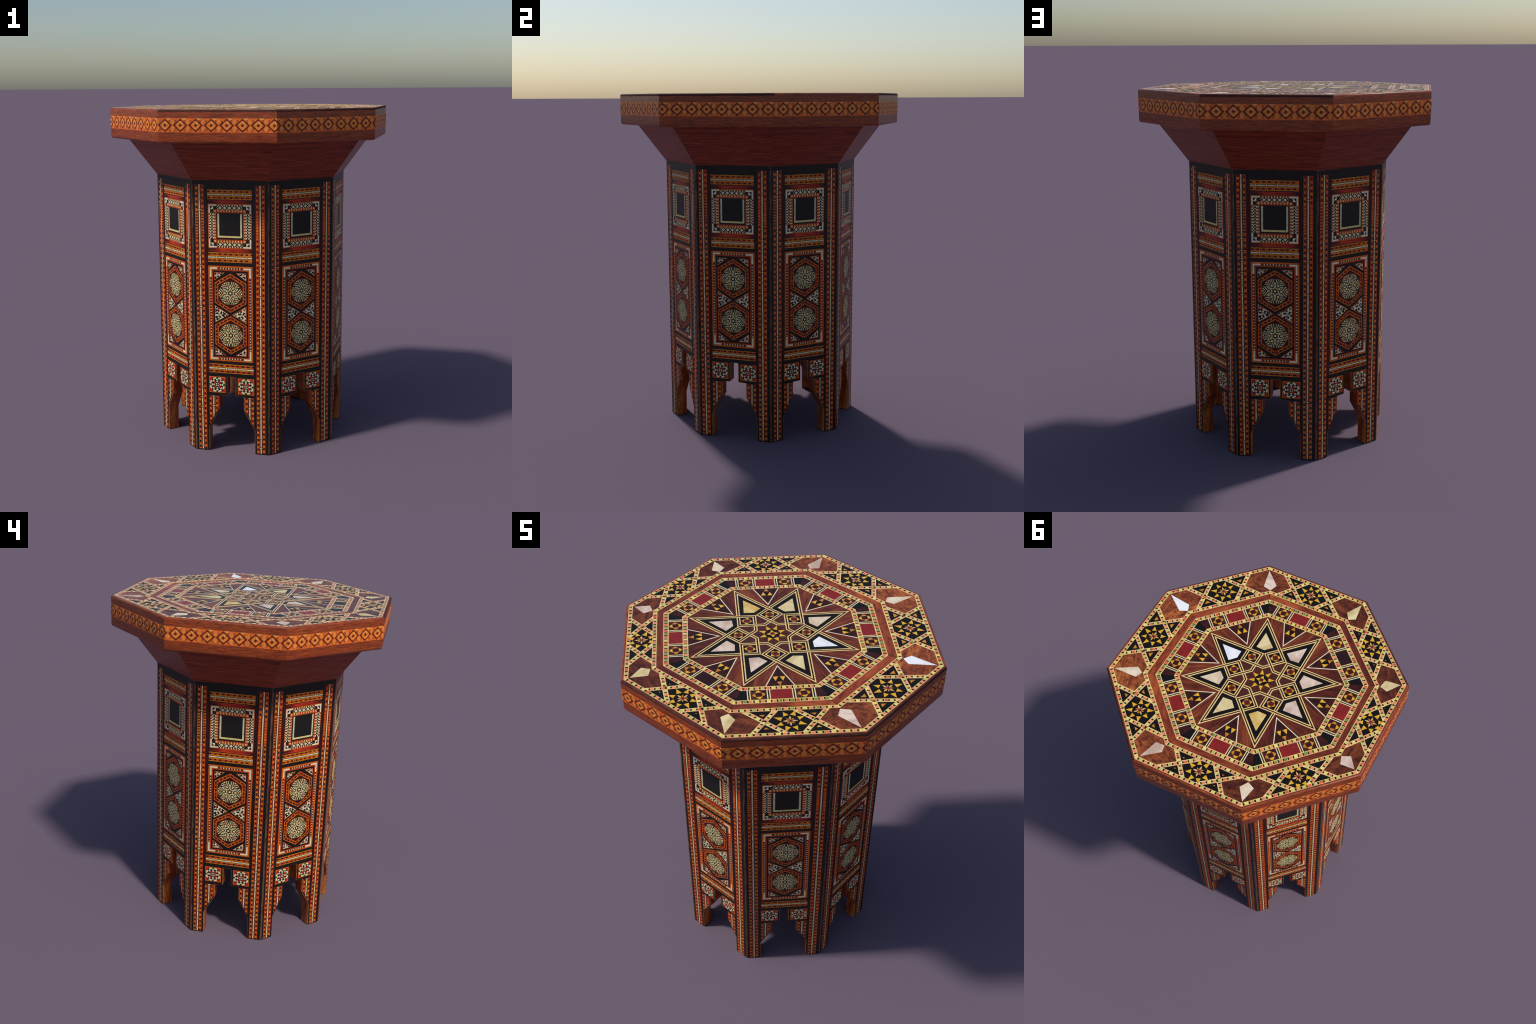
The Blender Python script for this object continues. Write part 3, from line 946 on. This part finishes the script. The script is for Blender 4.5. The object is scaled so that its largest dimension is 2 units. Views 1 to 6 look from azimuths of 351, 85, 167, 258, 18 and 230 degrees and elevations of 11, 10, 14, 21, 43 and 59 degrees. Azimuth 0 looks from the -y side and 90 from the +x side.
# ---- square window with mosaic frame
WZ = 1.3440
ib = Inlay()
Q = 0.1245
ib.put(rect(-Q - 0.002, Q + 0.002, WZ - Q - 0.0025, WZ + Q + 0.0025), 1, "ember_orange")
ib.put(rect(-Q + .0008, Q - .0008, WZ - Q + .0008, WZ + Q - .0008), 2, "rust_red")
q1 = Q - 0.0105
ib.put(rect(-q1, q1, WZ - q1, WZ + q1), 3, "black_dye")
q2 = 0.0940
ib.put(rect(-q2, q2, WZ - q2, WZ + q2), 4, "ember_orange")
ib.put(rect(-q2 + .0026, q2 - .0026, WZ - q2 + .0026, WZ + q2 - .0026), 5, "ember_red")
PITCH = 0.0167
for sx, sy in ((1, 1), (1, -1), (-1, 1), (-1, -1)):
    # bone angle brackets, wine blocks and a bone triangle in each corner
    X = lambda x0, x1, y0, y1: rect(min(sx * x0, sx * x1), max(sx * x0, sx * x1), WZ + min(sy * y0, sy * y1), WZ + max(sy * y0, sy * y1))
    e = Q - 0.0018
    ib.put(X(0.0765, e, e - 0.0082, e), 4, "bone_white")
    ib.put(X(e - 0.0082, e, 0.0730, e - 0.0084), 4, "bone_white")
    ib.put(X(0.0765, q1, q2 + 0.0005, q1), 4, "wine")
    ib.put(X(q2 + 0.0005, q1, 0.0730, q2), 4, "wine")
    a, b_ = 0.0955, 0.1135
    ib.put([(sx * a, WZ + sy * a), (sx * b_, WZ + sy * a), (sx * a, WZ + sy * (b_ + .003))], 5, "bone_white")
for i in range(-5, 6):
    u = i * PITCH
    for s in (-1, 1):
        if abs(u) < 0.075:
            ib.put(rect(u * .92 - .0031, u * .92 + .0031, WZ + s * 0.1185 - .0038, WZ + s * 0.1185 + .0038), 4, "sage_cream")
            ib.put(rect(s * 0.1185 - .0040, s * 0.1185 + .0040, WZ + u * .86 - .0030, WZ + u * .86 + .0030), 4, "bone_white")
        if abs(u) < 0.095:
            ib.put(rect(u - .0033, u + .0033, WZ + s * 0.0862 - .0048, WZ + s * 0.0862 + .0048), 6, "straw")
            ib.put(rect(s * 0.0862 - .0044, s * 0.0862 + .0044, WZ + u - .0030, WZ + u + .0030), 6, "straw")
for i in range(-2, 3):
    u = i * 0.0276
    for s in (-1, 1):
        ib.put(ngon((u - .001, WZ + s * 0.1040), 0.0080, 6, 30), 5, "sage_cream")
for i in range(-3, 3):
    u = (i + 0.5) * 0.0276
    for s in (-1, 1):
        for dz in (-0.0075, 0.0075):
            ib.put(ngon((u, WZ + s * 0.1040 + dz), 0.0040, 4, 45), 5, "bone_white")
        for dx in (-0.0065, 0.0065):
            ib.put(ngon((u + dx, WZ + s * 0.1040), 0.0021, 4, 0), 5, "sage_cream")
for s in (-1, 1):
    zz = WZ - 0.068
    i = 0
    while zz < WZ + 0.070:
        for dx in (-0.0078, 0.0078):
            ib.put(rect(s * 0.1035 + dx - .0035, s * 0.1035 + dx + .0035, zz - .0035, zz + .0042), 5, "bone_white")
        for sg in (-1, 1):
            ib.put([(s * 0.1035, zz + 0.0105), (s * 0.1035 + sg * 0.0066, zz + 0.0062), (s * 0.1035 + sg * 0.0066, zz + 0.0030), (s * 0.1035, zz + 0.0070)], 5, "straw")
        zz += PITCH; i += 1
PARTS.append(("window_frame", ib.mesh("window_frame")))
ib = Inlay()
ib.put(rect(-0.0780, 0.0770, WZ - 0.0740, WZ + 0.0755), 7, "window_black")
for s, m_ in ((-1, "lime_white"), (1, "lime_white")):
    c = s * 0.0660
    ib.put(rect(c - .0048, c + .0048, WZ - 0.0640, WZ + 0.0715), 8, m_)
ib.put(rect(-0.0700, 0.0690, WZ - 0.0645, WZ - 0.0545), 9, "straw")
PARTS.append(("window_square", ib.mesh("window_square")))

# ---- tall lattice panel
LZ0, LZ1 = 0.5537, 1.1160
ib = Inlay()
ow = 0.1300
full = rect(-ow, ow, LZ0, LZ1)
ib.put(full, 1, "rust_orange")
ib.put(inset(full, 0.0018), 2, "ember_orange")
ib.put(inset(full, 0.0085), 2.5, "rust_red")
ib.put(inset(full, 0.0205), 3, "rust_orange")
ib.put(inset(full, 0.0225), 4, "ember_red")
ib.put(inset(full, 0.0275), 5, "black_dye")
DX = ow - 0.0145
for sx in (-1, 1):
    for top in (0, 1):
        ze = (LZ1 - 0.0145) if top else (LZ0 + 0.0145)
        sgn = -1 if top else 1
        ib.put(rect(min(sx * DX + sx * .0048, sx * 0.0760), max(sx * DX + sx * .0048, sx * 0.0760), ze - .0046, ze + .0046), 4, "bone_white")
        za, zb = sorted((ze + sgn * .0044, ze + sgn * 0.0520))
        ib.put(rect(sx * DX - .0046, sx * DX + .0046, za, zb), 4, "bone_white" if (sx > 0) == bool(top) else "sage_cream")
    z = LZ0 + 0.0745
    while z < LZ1 - 0.072:
        ib.put(ngon((sx * DX, z), 0.0037, 6), 4, "sage_cream" if sx < 0 else "bone_white")
        ib.put(rect(sx * DX - .0035, sx * DX + .0035, z + .0063, z + .0107), 4, "wine")
        z += 0.0168
for ze in (LZ0 + 0.0145, LZ1 - 0.0145):
    for i in range(-4, 4):
        x = (i + 0.5) * 0.0160
        ib.put(rect(x - .0033, x + .0033, ze - .0038, ze + .0038), 4, "bone_white" if i % 2 else "straw")
        ib.put(rect(x + .0050, x + .0110, ze - .0036, ze + .0036), 4, "wine")
PARTS.append(("lattice_frame", ib.mesh("lattice_frame")))

def hexagon(zt, zu, zl, zb, hw=0.0925):
    return [(0, zb), (hw, zl), (hw, zu), (0, zt), (-hw, zu), (-hw, zl)]

def hex_frame(h, seed):
    rng = random.Random(seed)
    ib = Inlay()
    ib.put(h, 6, "ember_orange")
    ib.put(inset(h, 0.0040), 7, "core_rust")
    ib.put(inset(h, 0.0158), 8, "ember_orange")
    inner = inset(h, 0.0205)
    ib.put(inner, 9, "wine")
    for t in range(6):
        # darker wedge grain in each corner of the field
        p = ccw(inner)
        a, b_, c = p[t - 1], p[t], p[(t + 1) % 6]
        ib.put([lerp(b_, a, .30), b_, lerp(b_, c, .30)], 10, "rosewood" if t % 2 else "wine")
    mid = inset(h, 0.0093)
    for t in range(6):
        a, b_ = mid[t], mid[(t + 1) % 6]
        L = hypot(b_[0] - a[0], b_[1] - a[1])
        n = int(round(L / 0.0228))
        for i in range(n):
            c = (i + 0.5 + rng.uniform(-.06, .06)) / n
            w = 0.0066 / L * rng.uniform(.85, 1.15)
            ib.put(bar(lerp(a, b_, c - w), lerp(a, b_, c + w), 0.0070), 8, "black_dye")
            if i:
                c2 = i / n
                ib.put(bar(lerp(a, b_, c2 - .0028 / L), lerp(a, b_, c2 + .0028 / L), 0.0084), 8, "scarlet" if rng.random() < .22 else "ember_orange")
    return ib.mesh("hexagon_frame")

def medallion(cz, seed):
    """Hexagonal checker mosaic: concentric rows of tiny cells, squashed toward a disc."""
    rng = random.Random(seed)
    ib = Inlay()
    R, N = 0.0650, 10
    def P(f, a):
        w = ((a + 30) % 60) - 30          # angle from the nearest vertex direction
        edge = 1.0 / cos(radians(abs(30 - abs(w))))
        return (f * R * min(edge, 1.05) * cos(radians(a)), cz + f * R * min(edge, 1.05) * sin(radians(a)))
    ib.put([P(1.02, i * 7.5) for i in range(48)], 10, "amber_line")
    ib.put([P(1.0, i * 7.5) for i in range(48)], 11, "black_dye")
    phase = (0, 1, 0, 1, 0, 0, 1, 0, 1, 0)
    for i in range(N):
        n = max(1, int(round(1.22 * (i + 0.6))))
        for sct in range(6):
            for j in range(n):
                if (phase[i] + min(j, n - 1 - j)) % 2:
                    continue
                f0, f1 = (i + .04) / N, (i + .96) / N
                a0, a1 = 60 * sct + 60 * (j + (.08 if j else 0)) / n, 60 * sct + 60 * (j + (.92 if j < n - 1 else 1)) / n
                m_ = "sage_cream" if rng.random() < .6 else "straw"
                ib.put([P(f0, a0), P(f1, a0), P(f1, (a0 + a1) / 2), P(f1, a1), P(f0, a1)], 12, m_)
    for k in range(6):
        for f, d in ((0.72, 0), (0.28, 30)):
            c = P(f, 60 * k + d)
            r = 0.0052 if d == 0 else 0.0032
            ib.put(ngon(c, r, 4, 60 * k + 45), 13, "scarlet")
    return ib.mesh("mosaic_medallion")

H1 = hexagon(1.0735, 1.0183, 0.9005, 0.8455)
H2 = hexagon(0.8240, 0.7712, 0.6538, 0.5985)
PARTS.append(("hexagon_frame", hex_frame(H1, 1)))
PARTS.append(("hexagon_frame", hex_frame(H2, 2)))
PARTS.append(("mosaic_medallion", medallion(0.9590, 1)))
PARTS.append(("mosaic_medallion", medallion(0.7110, 2)))

def mosaic_triangle(tri, centre, ph):
    ib = Inlay()
    ib.put(tri, 6, "ember_orange")
    t2 = inset(tri, 0.0024)
    ib.put(t2, 7, "black_dye")
    ring = 0.0078
    for i in range(9):
        n = 6 if i < 2 else 12 if i < 4 else 24
        for j in range(n):
            a0, a1 = 360 * (j + .04) / n + ph, 360 * (j + .96) / n + ph
            r0, r1 = ring * (i + .06), ring * (i + .94)
            if i == 0:
                m_ = "scarlet" if j % 2 else "bone_white"
            elif i == 1:
                m_ = "bone_white" if j % 2 else None
            elif i == 2:
                m_ = "bone_white" if j % 2 == 0 else None
            elif i == 3:
                m_ = "bone_white" if j % 4 in (1, 2) else ("scarlet" if j % 12 == 3 else None)
            else:
                m_ = "sage_cream" if (i + j) % 2 else None
            if not m_:
                continue
            am = (a0 + a1) / 2
            q = clip([(centre[0] + p[0], centre[1] + p[1]) for p in (pol(max(r0, 1e-4), a0), pol(r1, a0), pol(r1, am), pol(r1, a1), pol(max(r0, 1e-4), a1))], t2)
            if q:
                ib.put(q, 8, m_)
    return ib.mesh("mosaic_triangle")
for s in (-1, 1):
    x = s * 0.0932
    PARTS.append(("mosaic_triangle", mosaic_triangle([(x, 0.8855), (s * 0.0088, 0.8322), (x, 0.7822)], (s * 0.0665, 0.8325), 0)))
    PARTS.append(("mosaic_triangle", mosaic_triangle([(x, 1.0775), (s * 0.0320, 1.0775), (x, 1.0310)], (s * 0.0760, 1.0665), 15)))
    PARTS.append(("mosaic_triangle", mosaic_triangle([(x, 0.5900), (s * 0.0290, 0.5900), (x, 0.6395)], (s * 0.0720, 0.6000), 15)))

def wheel_tile(cx, cz):
    """Red square with a spoked checker wheel."""
    ib = Inlay()
    h = 0.0485
    ib.put(rect(cx - h, cx + h, cz - h, cz + h), 1, "amber_line")
    ib.put(rect(cx - h + .0035, cx + h - .0035, cz - h + .0035, cz + h - .0035), 2, "scarlet")
    ib.put(ngon((cx, cz), 0.0468, 32), 3, "black_dye")
    def cell(r0, r1, a0, a1, m_, l=4):
        am = (a0 + a1) / 2
        ib.put([(cx + p[0], cz + p[1]) for p in (pol(r0, a0), pol(r1, a0), pol(r1, a0 * .67 + a1 * .33), pol(r1, a0 * .33 + a1 * .67), pol(r1, a1), pol(r0, a1), pol(r0, am))], l, m_)
    for i in range(8):
        a = 45 * i + 22.5
        # fat lens petals round the rim, slimmer ones staggered inside
        ib.put([(cx + p[0], cz + p[1]) for p in (pol(0.0405, a - 18), pol(0.0455, a - 11), pol(0.0464, a), pol(0.0455, a + 11), pol(0.0405, a + 18), pol(0.0366, a + 8), pol(0.0366, a - 8))], 4, "sage_cream")
        b_ = 45 * i
        ib.put([(cx + p[0], cz + p[1]) for p in (pol(0.0310, b_ - 14), pol(0.0350, b_ - 8), pol(0.0350, b_ + 8), pol(0.0310, b_ + 14), pol(0.0274, b_ + 8), pol(0.0274, b_ - 8))], 4, "bone_white")
    for i in range(4):
        a = 45 + 90 * i
        c = pol(0.0205, a)
        ib.put(ngon((cx + c[0], cz + c[1]), 0.0088, 4, 45), 5, "scarlet")
        c = pol(0.0195, a - 45)
        ib.put(ngon((cx + c[0], cz + c[1]), 0.0062, 4, 0), 5, "sage_cream")
        c = pol(0.0080, a)
        ib.put(ngon((cx + c[0], cz + c[1]), 0.0044, 4, 45), 5, "bone_white")
    ib.put(ngon((cx, cz), 0.0046, 4, 45), 6, "scarlet")
    return ib.mesh("wheel_tile")
PARTS.append(("wheel_tile", wheel_tile(-0.0855, 0.4085)))
PARTS.append(("wheel_tile", wheel_tile(0.0865, 0.4060)))

pm = panel_mesh()
for k in range(8):
    p = add("side_panel", pm, root, edge_frame(k, AP_B, 0.0))
    for nm, me in PARTS:
        add(nm, me, p)
